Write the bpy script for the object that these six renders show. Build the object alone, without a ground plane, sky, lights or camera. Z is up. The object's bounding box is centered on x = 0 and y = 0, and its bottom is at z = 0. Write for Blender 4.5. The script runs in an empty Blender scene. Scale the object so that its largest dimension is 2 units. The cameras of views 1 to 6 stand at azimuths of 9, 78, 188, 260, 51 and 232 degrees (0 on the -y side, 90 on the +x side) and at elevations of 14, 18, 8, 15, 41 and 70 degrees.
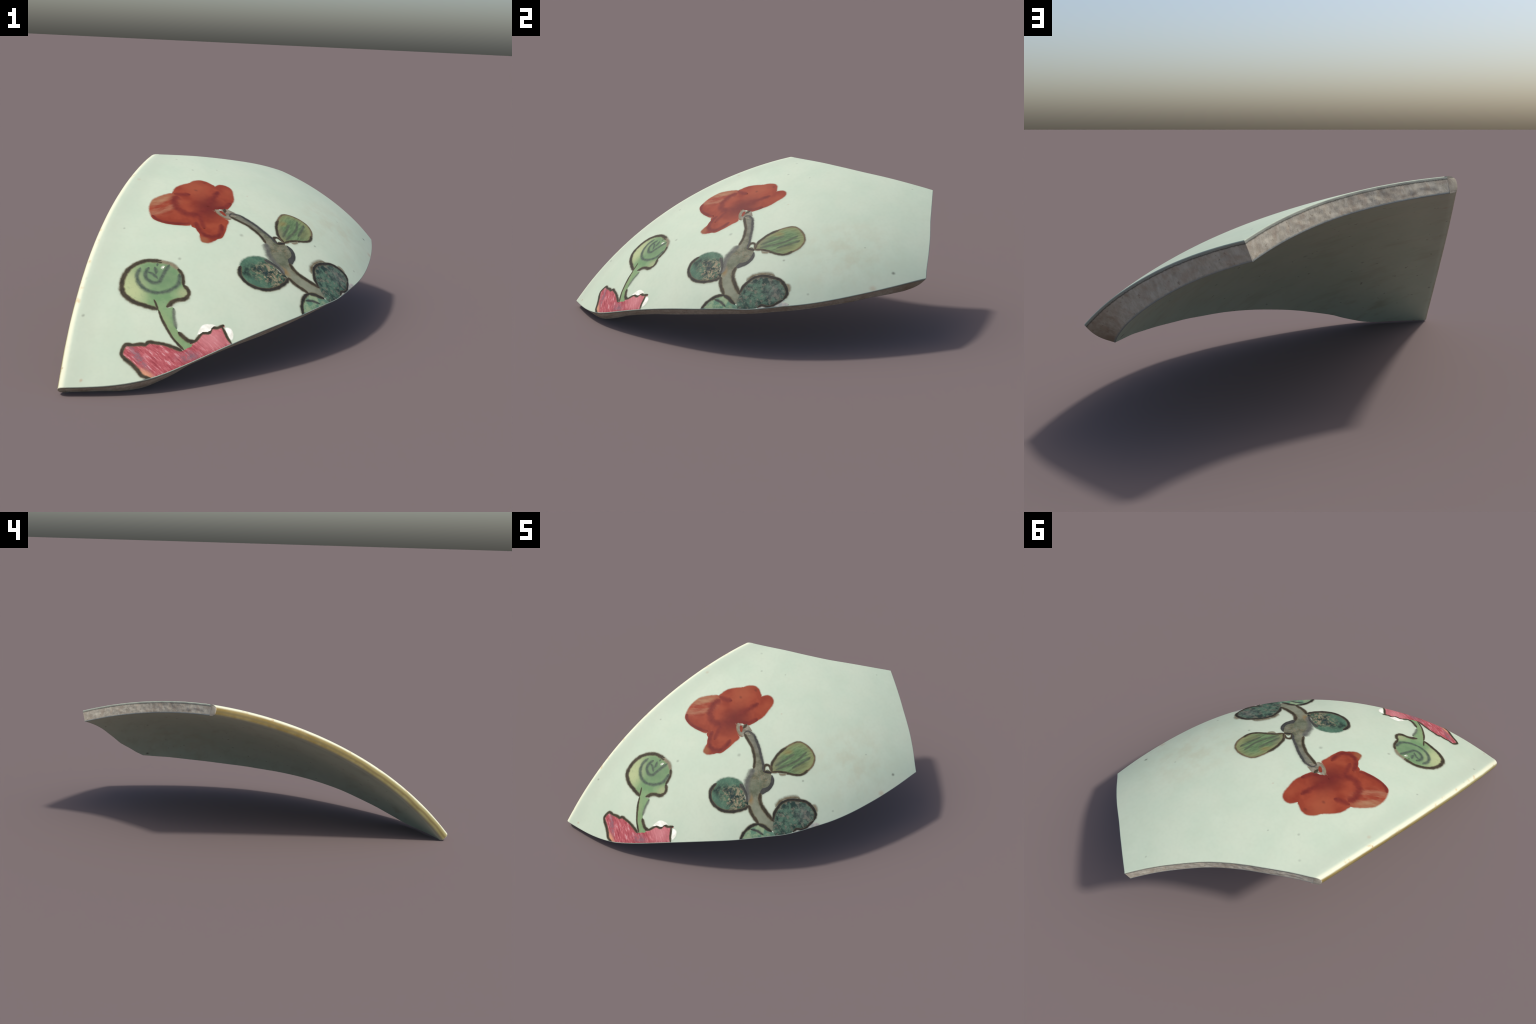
"""A broken piece of a famille-rose porcelain dish: a gently domed, celadon-white
sherd with a rounded ochre rim on one side, three broken edges, and painted enamel
flowers (a red bloom on a leafy branch, a green bud on a stalk, a cut-off pink bloom).

Everything is described in the sherd's own frame: p runs across the dish wall away
from the rim, q runs along the rim, h stands off the mean plane.  The outer face is a
smooth height polynomial h(p, q); the inner face is the outer face sunk along its
normal by a wall thickness that grows away from the rim.
"""
import bpy, math
import numpy as np
from mathutils import Matrix, Vector, noise
from mathutils.geometry import delaunay_2d_cdt

rng = np.random.default_rng(7)

# ------------------------------------------------------------------ frame and faces
ORIGIN = np.array([0.001, -0.001, 0.4505])
AXIS_N = np.array([0.38404, -0.32803, 0.86308])
AXIS_N /= np.linalg.norm(AXIS_N)
AXIS_P = np.cross([0, 1, 0], AXIS_N)
AXIS_P /= np.linalg.norm(AXIS_P)
AXIS_Q = np.cross(AXIS_N, AXIS_P)
FRAME = Matrix.Identity(4)
for r in range(3):
    FRAME[r][0], FRAME[r][1], FRAME[r][2], FRAME[r][3] = AXIS_P[r], AXIS_Q[r], AXIS_N[r], ORIGIN[r]

# dome of the dish wall: coefficient of p^i q^j
DOME = {(0, 0): .0910, (0, 1): -.00579, (1, 0): .05526, (0, 2): -.21079, (1, 1): -.01052, (2, 0): -.22778,
        (0, 3): -.00384, (1, 2): -.00256, (2, 1): -.05387, (3, 0): -.14178, (0, 4): -.02023, (1, 3): .0135,
        (2, 2): .00027, (3, 1): -.00936, (4, 0): -.05165}
WALL = {(0, 0): .0773, (0, 1): -.0063, (1, 0): .0321, (0, 2): -.0069, (1, 1): -.0046, (2, 0): .0084, (0, 3): .0022, (1, 2): -.0008,
        (2, 1): .0135, (3, 0): .0109}


def poly(table, p, q):
    return sum(k * p ** i * q ** j for (i, j), k in table.items())


def lump(p, q, at, size, height):
    return height * np.exp(-((p - at[0]) ** 2 + (q - at[1]) ** 2) / size ** 2)


def dome(p, q):
    return poly(DOME, p, q) + lump(p, q, (.60, .78), .22, .0055)


def dome_normal(p, q):
    e = 1e-4
    a = (dome(p + e, q) - dome(p - e, q)) / (2 * e)
    b = (dome(p, q + e) - dome(p, q - e)) / (2 * e)
    n = np.stack([-a, -b, np.ones_like(a)], -1)
    return n / np.linalg.norm(n, axis=-1, keepdims=True)


def place(pq, lift=0.0):
    """Points of the (p, q) plane carried onto the dome, stood off by lift along its normal."""
    pq = np.asarray(pq, float)
    p, q = pq[..., 0], pq[..., 1]
    base = np.stack([p, q, dome(p, q)], -1)
    return base + np.asarray(lift)[..., None] * dome_normal(p, q)


# ------------------------------------------------------------------ curves
def spline(points, closed=False, step=0.004):
    """Catmull-Rom curve through control points, resampled at even steps."""
    c = np.asarray(points, float)
    n = len(c)
    idx = range(n) if closed else range(n - 1)
    out = []
    for i in idx:
        if closed:
            p0, p1, p2, p3 = c[i - 1], c[i], c[(i + 1) % n], c[(i + 2) % n]
        else:
            p1, p2 = c[i], c[i + 1]
            p0 = c[i - 1] if i else 2 * p1 - p2
            p3 = c[i + 2] if i + 2 < n else 2 * p2 - p1
        t = np.linspace(0, 1, 17)[:-1, None]
        out.append(0.5 * (2 * p1 + (p2 - p0) * t + (2 * p0 - 5 * p1 + 4 * p2 - p3) * t ** 2 + (3 * p1 - p0 - 3 * p2 + p3) * t ** 3))
    out = np.concatenate(out + [c[:1] if closed else c[-1:]])
    length = np.concatenate([[0], np.cumsum(np.linalg.norm(np.diff(out, axis=0), axis=1))])
    count = max(4, int(round(length[-1] / step)) + 1)
    s = np.linspace(0, length[-1], count)
    res = np.stack([np.interp(s, length, out[:, k]) for k in range(out.shape[1])], -1)
    return res[:-1] if closed else res


def resample(curve, count):
    length = np.concatenate([[0], np.cumsum(np.linalg.norm(np.diff(curve, axis=0), axis=1))])
    s = np.linspace(0, length[-1], count)
    return np.stack([np.interp(s, length, curve[:, k]) for k in range(curve.shape[1])], -1)


def left_normals(curve, closed=False):
    if closed:
        t = np.roll(curve, -1, 0) - np.roll(curve, 1, 0)
    else:
        t = np.gradient(curve, axis=0)
    t = t / (np.linalg.norm(t, axis=1, keepdims=True) + 1e-12)
    return np.stack([-t[:, 1], t[:, 0]], -1)


def inside(pts, poly_pts):
    pts = np.atleast_2d(pts)
    a, b = poly_pts, np.roll(poly_pts, -1, 0)
    x, y = pts[:, None, 0], pts[:, None, 1]
    cross = ((a[:, 1] > y) != (b[:, 1] > y)) & (x < (b[:, 0] - a[:, 0]) * (y - a[:, 1]) / (b[:, 1] - a[:, 1] + 1e-15) + a[:, 0])
    return cross.sum(1) % 2 == 1


def nearest_on(pts, loop):
    a, b = loop, np.roll(loop, -1, 0)
    ab = b - a
    t = np.clip(((pts[:, None] - a) * ab).sum(-1) / ((ab ** 2).sum(-1) + 1e-15), 0, 1)
    foot = a + t[..., None] * ab
    d = np.linalg.norm(pts[:, None] - foot, axis=-1)
    k = d.argmin(1)
    r = np.arange(len(pts))
    return foot[r, k], d[r, k]


# ------------------------------------------------------------------ outline of the sherd
# corners: low end of the rim, high end of the rim, far corner, far low corner
RIM = [(-.6320 - .0994 * q + .1235 * q ** 2 - .0266 * q ** 3, q) for q in np.linspace(-1.1425, .327, 12)]
FOOT_BREAK = [RIM[0], (-.235, -1.106), (-.147, -1.062), (-.072, -1.014), (-.005, -.958), (.061, -.881), (.128, -.790),
              (.21, -.67), (.3, -.532), (.385, -.392), (.464, -.235), (.514, -.123), (.552, .015), (.579, .14), (.593, .266),
              (.597, .4), (.595, .5), (.588, .61), (.574, .741)]
END_BREAK = [(.574, .741), (.526, .764), (.44, .808), (.34, .853), (.226, .897), (.135, .934), (.03, .975), (-.0515, 1.006)]
HIGH_BREAK = [RIM[-1], (-.56, .410), (-.47, .498), (-.375, .590), (-.28, .692), (-.2, .795), (-.118, .907), (-.0515, 1.006)]
FOOT_BREAK_IN = [RIM[0], (-.24, -1.108), (-.17, -1.074), (-.105, -1.042), (-.045, -1.0), (-.003, -.952), (.04, -.89), (.08, -.82),
                 (.172, -.69), (.275, -.549), (.357, -.414), (.425, -.285), (.49, -.14), (.528, -.018), (.56, .106), (.579, .23),
                 (.59, .356), (.59, .485), (.59, .572), (.586, .646)]
END_BREAK_IN = [(.586, .646), (.55, .695), (.508, .738), (.466, .779), (.42, .814), (.3, .874), (.2, .913), (.05, .968), (-.054, 1.003)]

LIP = 0.030      # how far in from the lip's outermost line its rounding begins
CHAMFER = 0.0028  # worn edge of the breaks
RIM_CURVE = spline(RIM)
OUTLINE = np.concatenate([spline(FOOT_BREAK)[:-1], spline(END_BREAK)[:-1], spline(HIGH_BREAK)[::-1][:-1], RIM_CURVE[::-1][:-1]])
nl = left_normals(OUTLINE, True)
OUTLINE_IN = OUTLINE + nl * 0.0035        # counter-clockwise loop, left is inwards


def pull_inside(pts):
    pts = np.array(pts, float)
    out = ~inside(pts, OUTLINE_IN)
    if out.any():
        pts[out] = nearest_on(pts[out], OUTLINE_IN)[0]
    return pts


# ------------------------------------------------------------------ node helpers
def linear(c):
    c = np.asarray(c, float) / 255
    return tuple(np.where(c <= .04045, c / 12.92, ((c + .055) / 1.055) ** 2.4)) + (1.0,)


class Net:
    """Terse builder for shader node trees."""

    def __init__(self, tree):
        self.t = tree

    def new(self, kind, **props):
        n = self.t.nodes.new(kind)
        for k, v in props.items():
            setattr(n, k, v)
        return n

    def put(self, socket, value):
        if isinstance(value, bpy.types.NodeSocket):
            self.t.links.new(value, socket)
        elif value is not None:
            socket.default_value = value

    def math(self, op, a, b=None, c=None, clamp=False):
        n = self.new("ShaderNodeMath", operation=op, use_clamp=clamp)
        for s, v in zip(n.inputs, (a, b, c)):
            self.put(s, v)
        return n.outputs[0]

    def vmath(self, op, a, b=None):
        n = self.new("ShaderNodeVectorMath", operation=op)
        self.put(n.inputs[0], a)
        if b is not None:
            self.put(n.inputs[3 if op == "SCALE" else 1], b)
        return n.outputs["Value" if op in ("LENGTH", "DISTANCE", "DOT_PRODUCT") else "Vector"]

    def mix(self, fac, a, b):
        n = self.new("ShaderNodeMix", data_type="RGBA")
        self.put(n.inputs[0], fac)
        self.put(n.inputs[6], a)
        self.put(n.inputs[7], b)
        return n.outputs[2]

    def step(self, x, lo, hi, to_lo=0.0, to_hi=1.0):
        n = self.new("ShaderNodeMapRange", interpolation_type="SMOOTHSTEP")
        self.put(n.inputs[0], x)
        for i, v in enumerate((lo, hi, to_lo, to_hi)):
            self.put(n.inputs[i + 1], v)
        return n.outputs[0]

    def coords(self):
        return self.new("ShaderNodeTexCoord").outputs["Object"]

    def uv(self):
        s = self.new("ShaderNodeSeparateXYZ")
        self.put(s.inputs[0], self.new("ShaderNodeTexCoord").outputs["UV"])
        return s.outputs[0], s.outputs[1]

    def noise(self, scale, detail=3.0, rough=0.55, vec=None, stretch=None, turn=0.0, offset=(0, 0, 0)):
        vec = vec or self.coords()
        if stretch or turn or any(offset):
            m = self.new("ShaderNodeMapping")
            self.put(m.inputs[0], vec)
            # TEXTURE mapping: rotates into the brush direction, then divides by the stretch
            m.vector_type = "TEXTURE"
            m.inputs["Rotation"].default_value = (0, 0, turn)
            m.inputs["Scale"].default_value = stretch or (1, 1, 1)
            m.inputs["Location"].default_value = offset
            vec = m.outputs[0]
        n = self.new("ShaderNodeTexNoise")
        self.put(n.inputs["Vector"], vec)
        n.inputs["Scale"].default_value = scale
        n.inputs["Detail"].default_value = detail
        n.inputs["Roughness"].default_value = rough
        return n.outputs["Fac"]

    def blob(self, centre, radii, turn=0.0, soft=0.5, vec=None, wobble=0.0, scale=40.0):
        """1 inside a turned ellipse of the (p, q) plane, falling softly to 0 at its border."""
        vec = vec or self.coords()
        m = self.new("ShaderNodeMapping", vector_type="TEXTURE")
        self.put(m.inputs[0], vec)
        m.inputs["Location"].default_value = (*centre, 0)
        m.inputs["Rotation"].default_value = (0, 0, turn)
        m.inputs["Scale"].default_value = (*radii, 1)
        f = self.vmath("MULTIPLY", m.outputs[0], (1, 1, 0))
        r = self.vmath("LENGTH", f)
        if wobble:
            r = self.math("ADD", r, self.math("MULTIPLY", self.math("SUBTRACT", self.noise(scale), .5), wobble))
        return self.step(r, 1 - soft, 1 + soft * .6, 1.0, 0.0)


PAINT = {}   # name -> node group giving the colour of that paint at a place of the sherd


def paint(name):
    def wrap(fn):
        g = bpy.data.node_groups.new(name + "_colour", "ShaderNodeTree")
        g.interface.new_socket("Color", in_out="OUTPUT", socket_type="NodeSocketColor")
        net = Net(g)
        out = net.new("NodeGroupOutput")
        net.put(out.inputs[0], fn(net))
        PAINT[name] = g
        return fn
    return wrap


def paint_socket(net, name):
    n = net.new("ShaderNodeGroup")
    n.node_tree = PAINT[name]
    return n.outputs[0]


SPECKS = [((.525, .596), .008, .75), ((.308, .106), .006, .5), ((.355, .514), .004, .45), ((-.058, .895), .004, .35),
          ((-.313, .394), .004, .4), ((-.41, .289), .006, .35), ((-.521, .36), .006, .25), ((-.473, -.371), .005, .4),
          ((-.186, -.422), .007, .4), ((-.389, -.856), .006, .45), ((-.013, -.116), .009, .35), ((.533, .162), .006, .35),
          ((-.475, -.70), .008, .35)]
TAN_SPECKS = [((.582, .471), .014, .45), ((-.099, .227), .005, .35), ((-.583, .015), .009, .35), ((-.252, -1.085), .006, .6), ((.552, .03), .016, .5)]


@paint("glaze")
def glaze_colour(net):
    base = net.mix(net.step(net.noise(5.0, 4.0), .3, .7), (.462, .540, .412, 1), (.500, .562, .432, 1))  # whole glaze toned down a little toward the soft shade mid-painting
    base = net.mix(net.math("MULTIPLY", net.step(net.noise(55.0, 5.0, .65), .35, .75), .22), base, (.405, .465, .360, 1))
    # the glaze runs thin and greyer in a band below the rim, whose line is a cubic in q
    split = net.new("ShaderNodeSeparateXYZ")
    net.put(split.inputs[0], net.coords())
    p, q = split.outputs[0], split.outputs[1]
    line = net.math("MULTIPLY_ADD", net.math("MULTIPLY_ADD", net.math("MULTIPLY_ADD", q, -.0266, .1235), q, -.0994), q, -.6326)
    gap = net.math("SUBTRACT", p, line)
    band = net.math("MULTIPLY", net.step(gap, .025, .05), net.step(gap, .06, .15, 1.0, 0.0))
    base = net.mix(net.math("MULTIPLY", band, .35), base, (.400, .450, .350, 1))
    # faint tan staining where the glaze has worn, thickest beside the branch
    where = net.blob((.36, .41), (.20, .26), .2, .8)
    amount = net.math("MULTIPLY", net.step(net.noise(13.0, 4.0, .6), .35, .80), net.math("ADD", net.math("MULTIPLY", where, .34), .06))
    base = net.mix(amount, base, (.42, .37, .24, 1))
    for table, col in ((SPECKS, (.10, .10, .08, 1)), (TAN_SPECKS, (.40, .27, .17, 1))):
        for at, size, depth in table:
            base = net.mix(net.math("MULTIPLY", net.blob(at, (size, size * 1.15), 0, .9, wobble=.5, scale=160), depth), base, col)
    return base


@paint("inner")
def inner_colour(net):
    """The inside of the dish: the same glaze, with brown stains and a few pits."""
    base = paint_socket(net, "glaze")
    stain = net.math("MULTIPLY", net.step(net.noise(9.0, 5.0, .65, stretch=(1.6, .7, 1), offset=(3, 0, 0)), .48, .72),
                     net.math("ADD", net.math("MULTIPLY", net.blob((.02, -.86), (.16, .15), 0, .9), .5), .22))
    base = net.mix(stain, base, (.290, .245, .150, 1))
    pits = net.step(net.noise(34.0, 2.0, .5, offset=(0, 5, 2)), .70, .76)
    return net.mix(net.math("MULTIPLY", pits, .55), base, (.13, .115, .08, 1))


@paint("red")
def red_colour(net):
    base = net.mix(net.step(net.noise(14.0, 4.0), .3, .7), (.210, .034, .017, 1), (.268, .052, .025, 1))
    # brush-thinned, scratched paint on the outermost petal
    streak = net.noise(16.0, 5.0, .6, stretch=(.45, 1.8, 1), turn=-.62)
    pale = net.math("MULTIPLY", net.blob((-.400, -.150), (.050, .105), -.30, .8), net.step(streak, .36, .66))
    base = net.mix(net.math("MULTIPLY", pale, .65), base, (.345, .190, .110, 1))
    edge = net.blob((-.440, -.110), (.028, .10), -.45, .7)
    base = net.mix(net.math("MULTIPLY", edge, net.step(streak, .30, .7, .35, .8)), base, (.330, .200, .105, 1))
    top = net.blob((-.345, .12), (.06, .10), .6, .9)
    base = net.mix(net.math("MULTIPLY", top, .5), base, (.320, .088, .040, 1))
    tip = net.blob((-.145, -.262), (.028, .03), 0, .7)
    base = net.mix(net.math("MULTIPLY", tip, .7), base, (.235, .090, .040, 1))
    for at, size, turn in (((-.320, -.040), (.030, .022), .9), ((-.150, -.138), (.060, .024), .75), ((-.190, .170), (.022, .05), .4)):
        base = net.mix(net.math("MULTIPLY", net.blob(at, size, turn, .9), .55), base, (.285, .062, .028, 1))
    heart = net.blob((-.212, -.015), (.075, .10), .2, .9)
    base = net.mix(net.math("MULTIPLY", heart, .8), base, (.105, .016, .014, 1))
    for at in ((-.312, .186), (-.321, .087)):
        base = net.mix(net.math("MULTIPLY", net.blob(at, (.010, .008), 0, .9), .5), base, (.10, .025, .018, 1))
    return base


@paint("red_dark")
def red_dark(net):
    return net.mix(net.step(net.noise(20.0, 3.0), .3, .7), (.130, .019, .015, 1), (.175, .028, .018, 1))


@paint("bud_green")
def bud_green(net):
    base = net.mix(net.step(net.noise(24.0, 4.0), .3, .7), (.140, .245, .112, 1), (.190, .290, .140, 1))
    rim = net.blob((-.285, -.660), (.060, .115), .62, .8)
    base = net.mix(net.math("MULTIPLY", rim, .9), base, (.400, .440, .225, 1))
    core = net.blob((-.215, -.560), (.095, .075), .5, .8)
    base = net.mix(net.math("MULTIPLY", core, .6), base, (.115, .185, .098, 1))
    lip = net.blob((-.085, -.585), (.035, .03), 0, .8)
    base = net.mix(net.math("MULTIPLY", lip, .7), base, (.34, .36, .19, 1))
    stalk = net.blob((-.06, -.755), (.12, .018), -.55, .8)
    base = net.mix(net.math("MULTIPLY", stalk, .35), base, (.25, .31, .14, 1))
    return net.mix(net.math("MULTIPLY", net.step(net.noise(70.0, 4.0, .7), .5, .8), .35), base, (.12, .18, .11, 1))


@paint("bud_ink")
def bud_ink(net):
    return net.mix(net.step(net.noise(60.0, 3.0), .3, .7), (.055, .078, .056, 1), (.090, .118, .083, 1))


@paint("leaf_light")
def leaf_light(net):
    streak = net.noise(30.0, 4.0, .6, stretch=(.3, 1.5, 1), turn=-.1)
    base = net.mix(net.step(streak, .35, .65), (.085, .140, .065, 1), (.150, .225, .105, 1))
    edge = net.math("SUBTRACT", 1.0, net.blob((.185, .118), (.076, .120), .28, .35))
    base = net.mix(net.math("MULTIPLY", edge, .55), base, (.270, .250, .105, 1))
    base = net.mix(net.math("MULTIPLY", net.blob((.124, .127), (.016, .03), -.3, .9), .55), base, (.23, .15, .05, 1))
    base = net.mix(net.math("MULTIPLY", net.blob((.14, .035), (.03, .05), .5, .9), .45), base, (.13, .13, .095, 1))
    return net.mix(net.math("MULTIPLY", net.blob((.232, .13), (.02, .05), 0, .8), .45), base, (.155, .115, .055, 1))


@paint("leaf_dark")
def leaf_dark(net):
    base = net.mix(net.step(net.noise(24.0, 5.0, .65), .42, .58), (.018, .034, .028, 1), (.062, .118, .074, 1))
    scab = net.math("MULTIPLY", net.step(net.noise(62.0, 5.0, .7, offset=(3, 1, 0)), .46, .60), net.blob((.195, -.268), (.095, .085), -.5, .9))
    base = net.mix(net.math("MULTIPLY", scab, .8), base, (.330, .260, .160, 1))
    dark = net.math("MULTIPLY", net.step(net.noise(24.0, 3.0, .6, offset=(9, 4, 2)), .5, .62), net.blob((.155, -.285), (.075, .085), 0, .8))
    base = net.mix(net.math("MULTIPLY", dark, .8), base, (.022, .040, .038, 1))
    rim = net.math("ADD", net.blob((.145, -.365), (.11, .032), .25, .8), net.blob((.085, -.245), (.035, .10), -.7, .8), clamp=True)
    return net.mix(net.math("MULTIPLY", rim, .6), base, (.085, .180, .115, 1))


@paint("leaf_edge")
def leaf_edge(net):
    base = net.mix(net.step(net.noise(22.0, 6.0, .7, offset=(5, 2, 1)), .40, .60), (.024, .044, .036, 1), (.085, .150, .102, 1))
    scab = net.step(net.noise(40.0, 5.0, .7, offset=(1, 7, 3)), .50, .62)
    base = net.mix(net.math("MULTIPLY", scab, .6), base, (.210, .185, .135, 1))
    grey = net.blob((.465, .01), (.05, .05), 0, .9)
    base = net.mix(net.math("MULTIPLY", grey, .4), base, (.150, .155, .135, 1))
    crack = net.math("ABSOLUTE", net.math("SUBTRACT", net.noise(22.0, 3.0, .5, offset=(2, 2, 8)), .5))
    return net.mix(net.step(crack, 0.0, .022, .65, 0.0), base, (.028, .045, .042, 1))


@paint("leaf_low")
def leaf_low(net):
    base = net.mix(net.step(net.noise(30.0, 4.0, .6), .38, .62), (.100, .205, .130, 1), (.250, .330, .190, 1))
    return net.mix(net.math("MULTIPLY", net.blob((.47, -.19), (.05, .035), .4, .9), .7), base, (.10, .18, .13, 1))


@paint("bark")
def bark(net):
    base = net.mix(net.step(net.noise(30.0, 4.0, .6), .35, .65), (.092, .098, .060, 1), (.175, .178, .122, 1))
    low = net.blob((.36, -.205), (.11, .06), .1, .9)
    base = net.mix(net.math("MULTIPLY", low, .7), base, (.235, .250, .175, 1))
    green = net.blob((.20, -.135), (.035, .05), 0, .9)
    base = net.mix(net.math("MULTIPLY", green, .5), base, (.095, .120, .075, 1))
    fleck = net.math("MULTIPLY", net.step(net.noise(80.0, 5.0, .7), .48, .66), net.blob((.175, -.075), (.055, .075), -.6, .8))
    base = net.mix(net.math("MULTIPLY", fleck, .7), base, (.235, .185, .115, 1))
    top = net.blob((-.02, -.005), (.09, .04), -.1, .9)
    base = net.mix(net.math("MULTIPLY", top, .5), base, (.145, .142, .118, 1))
    return net.mix(net.math("MULTIPLY", net.blob((.24, -.20), (.03, .016), -.4, .9), .75), base, (.230, .140, .050, 1))


@paint("calyx")
def calyx_colour(net):
    return net.mix(net.step(net.noise(50.0, 4.0, .6), .35, .65), (.130, .120, .085, 1), (.235, .215, .160, 1))


@paint("pink")
def pink(net):
    streak = net.noise(36.0, 5.0, .65, stretch=(1.5, .3, 1), turn=-.25)
    base = net.mix(net.step(streak, .30, .62), (.250, .040, .050, 1), (.430, .105, .115, 1))
    base = net.mix(net.math("MULTIPLY", net.step(streak, .54, .68), .75), base, (.560, .320, .320, 1))
    base = net.mix(net.math("MULTIPLY", net.blob((.11, -.72), (.07, .055), .5, .9), .75), base, (.520, .200, .205, 1))
    mauve = net.math("ADD", net.blob((.062, -.832), (.05, .022), .6, .8, wobble=.6), net.blob((-.105, -.925), (.08, .014), -.45, .8, wobble=.6), clamp=True)
    mauve = net.math("MULTIPLY", mauve, net.step(net.noise(50.0, 4.0, .7), .35, .6))
    base = net.mix(net.math("MULTIPLY", mauve, .75), base, (.180, .125, .145, 1))
    return net.mix(net.math("MULTIPLY", net.blob((-.045, -.972), (.045, .018), -.1, .8), .85), base, (.560, .270, .150, 1))


@paint("white")
def white(net):
    return net.mix(net.step(net.noise(45.0, 4.0), .35, .7), (.70, .69, .58, 1), (.86, .85, .76, 1))


@paint("chip")
def chip(net):
    return net.mix(net.step(net.noise(60.0, 4.0), .35, .65), (.30, .33, .30, 1), (.46, .42, .36, 1))


def ink(name, dark, light, scale=40.0):
    @paint(name)
    def fn(net):
        return net.mix(net.step(net.noise(scale, 4.0, .6), .3, .7), (*dark, 1), (*light, 1))


ink("umber", (.032, .027, .018), (.058, .046, .029))
ink("black", (.021, .020, .017), (.038, .034, .027))
ink("brown", (.095, .075, .045), (.150, .110, .060))
ink("tan", (.165, .142, .090), (.225, .190, .122))
ink("slate", (.038, .039, .036), (.062, .062, .056))
ink("grey", (.085, .088, .074), (.130, .130, .108))
ink("dusk", (.090, .110, .078), (.150, .170, .125))
ink("vein", (.065, .082, .052), (.095, .115, .070))


def surface(mat, net, colour, rough=.6, bump=None, strength=.1, distance=.002):
    b = net.new("ShaderNodeBsdfPrincipled")
    net.put(b.inputs["Base Color"], colour)
    net.put(b.inputs["Roughness"], rough)
    b.inputs["Specular IOR Level"].default_value = .10
    if bump is not None:
        n = net.new("ShaderNodeBump")
        n.inputs["Strength"].default_value = strength
        n.inputs["Distance"].default_value = distance
        net.put(n.inputs["Height"], bump)
        net.put(b.inputs["Normal"], n.outputs[0])
    net.put(net.new("ShaderNodeOutputMaterial").inputs[0], b.outputs[0])


MATERIALS = {}


def material(key, build):
    if key not in MATERIALS:
        m = bpy.data.materials.new(key)
        m.use_nodes = True
        m.node_tree.nodes.clear()
        build(m, Net(m.node_tree))
        MATERIALS[key] = m
    return MATERIALS[key]


ROUGH_ENAMEL = {"leaf_dark": .35, "leaf_edge": .5, "leaf_low": .35, "pink": .3, "bark": .2}


def paint_material(name):
    def build(m, net):
        relief = ROUGH_ENAMEL.get(name, .08)
        surface(m, net, paint_socket(net, name), .55, net.noise(90.0, 4.0, .65), relief, .003)
    return material(name + "_enamel" if name != "glaze" else "celadon_glaze", build)


def stroke_material(ink_name, outer, inner, core=.42, ragged=.50, fringed=False):
    """Ink in the middle of a brush stroke, fading into the paint on either side of it."""
    def build(m, net):
        _, v = net.uv()
        x = net.math("ABSOLUTE", net.math("SUBTRACT", net.math("MULTIPLY", v, 2.0), 1.0))
        x = net.math("ADD", x, net.math("MULTIPLY", net.math("SUBTRACT", net.noise(55.0, 3.0), .5), ragged))
        side = net.step(v, .42, .58)
        smudge = paint_socket(net, "glaze")
        if outer == "glaze":       # grey-green halo fading out over the bare glaze
            smudge = net.mix(net.step(x, .45, 1.0, .62, 0.0), smudge, (.270, .300, .225, 1))
        else:
            smudge = paint_socket(net, outer)
        other = smudge if inner == outer else paint_socket(net, inner)
        ground = net.mix(side, smudge, other)
        if fringed:
            ground = net.mix(net.step(x, core * .5 + .15, core * .5 + .55, .75, 0.0), ground, (.135, .105, .055, 1))
        reach = .42 if core >= .4 else .85 - core * .5
        colour = net.mix(net.step(x, core * .5, core * .5 + reach, 1.0, 0.0), ground, paint_socket(net, ink_name))
        surface(m, net, colour, .55)
    return material(f"{ink_name}_stroke_{outer}_{inner}_{int(core * 100)}{'_fringed' * fringed}", build)


def wash_material(outer, inner):
    """The thin edge of a brushed area, running out into what lies around it."""
    def build(m, net):
        _, v = net.uv()
        x = net.math("ADD", v, net.math("MULTIPLY", net.math("SUBTRACT", net.noise(70.0, 3.0), .5), .35))
        surface(m, net, net.mix(net.step(x, .12, .80), paint_socket(net, outer), paint_socket(net, inner)), .55)
    return material(f"{inner}_wash_{outer}", build)


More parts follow.
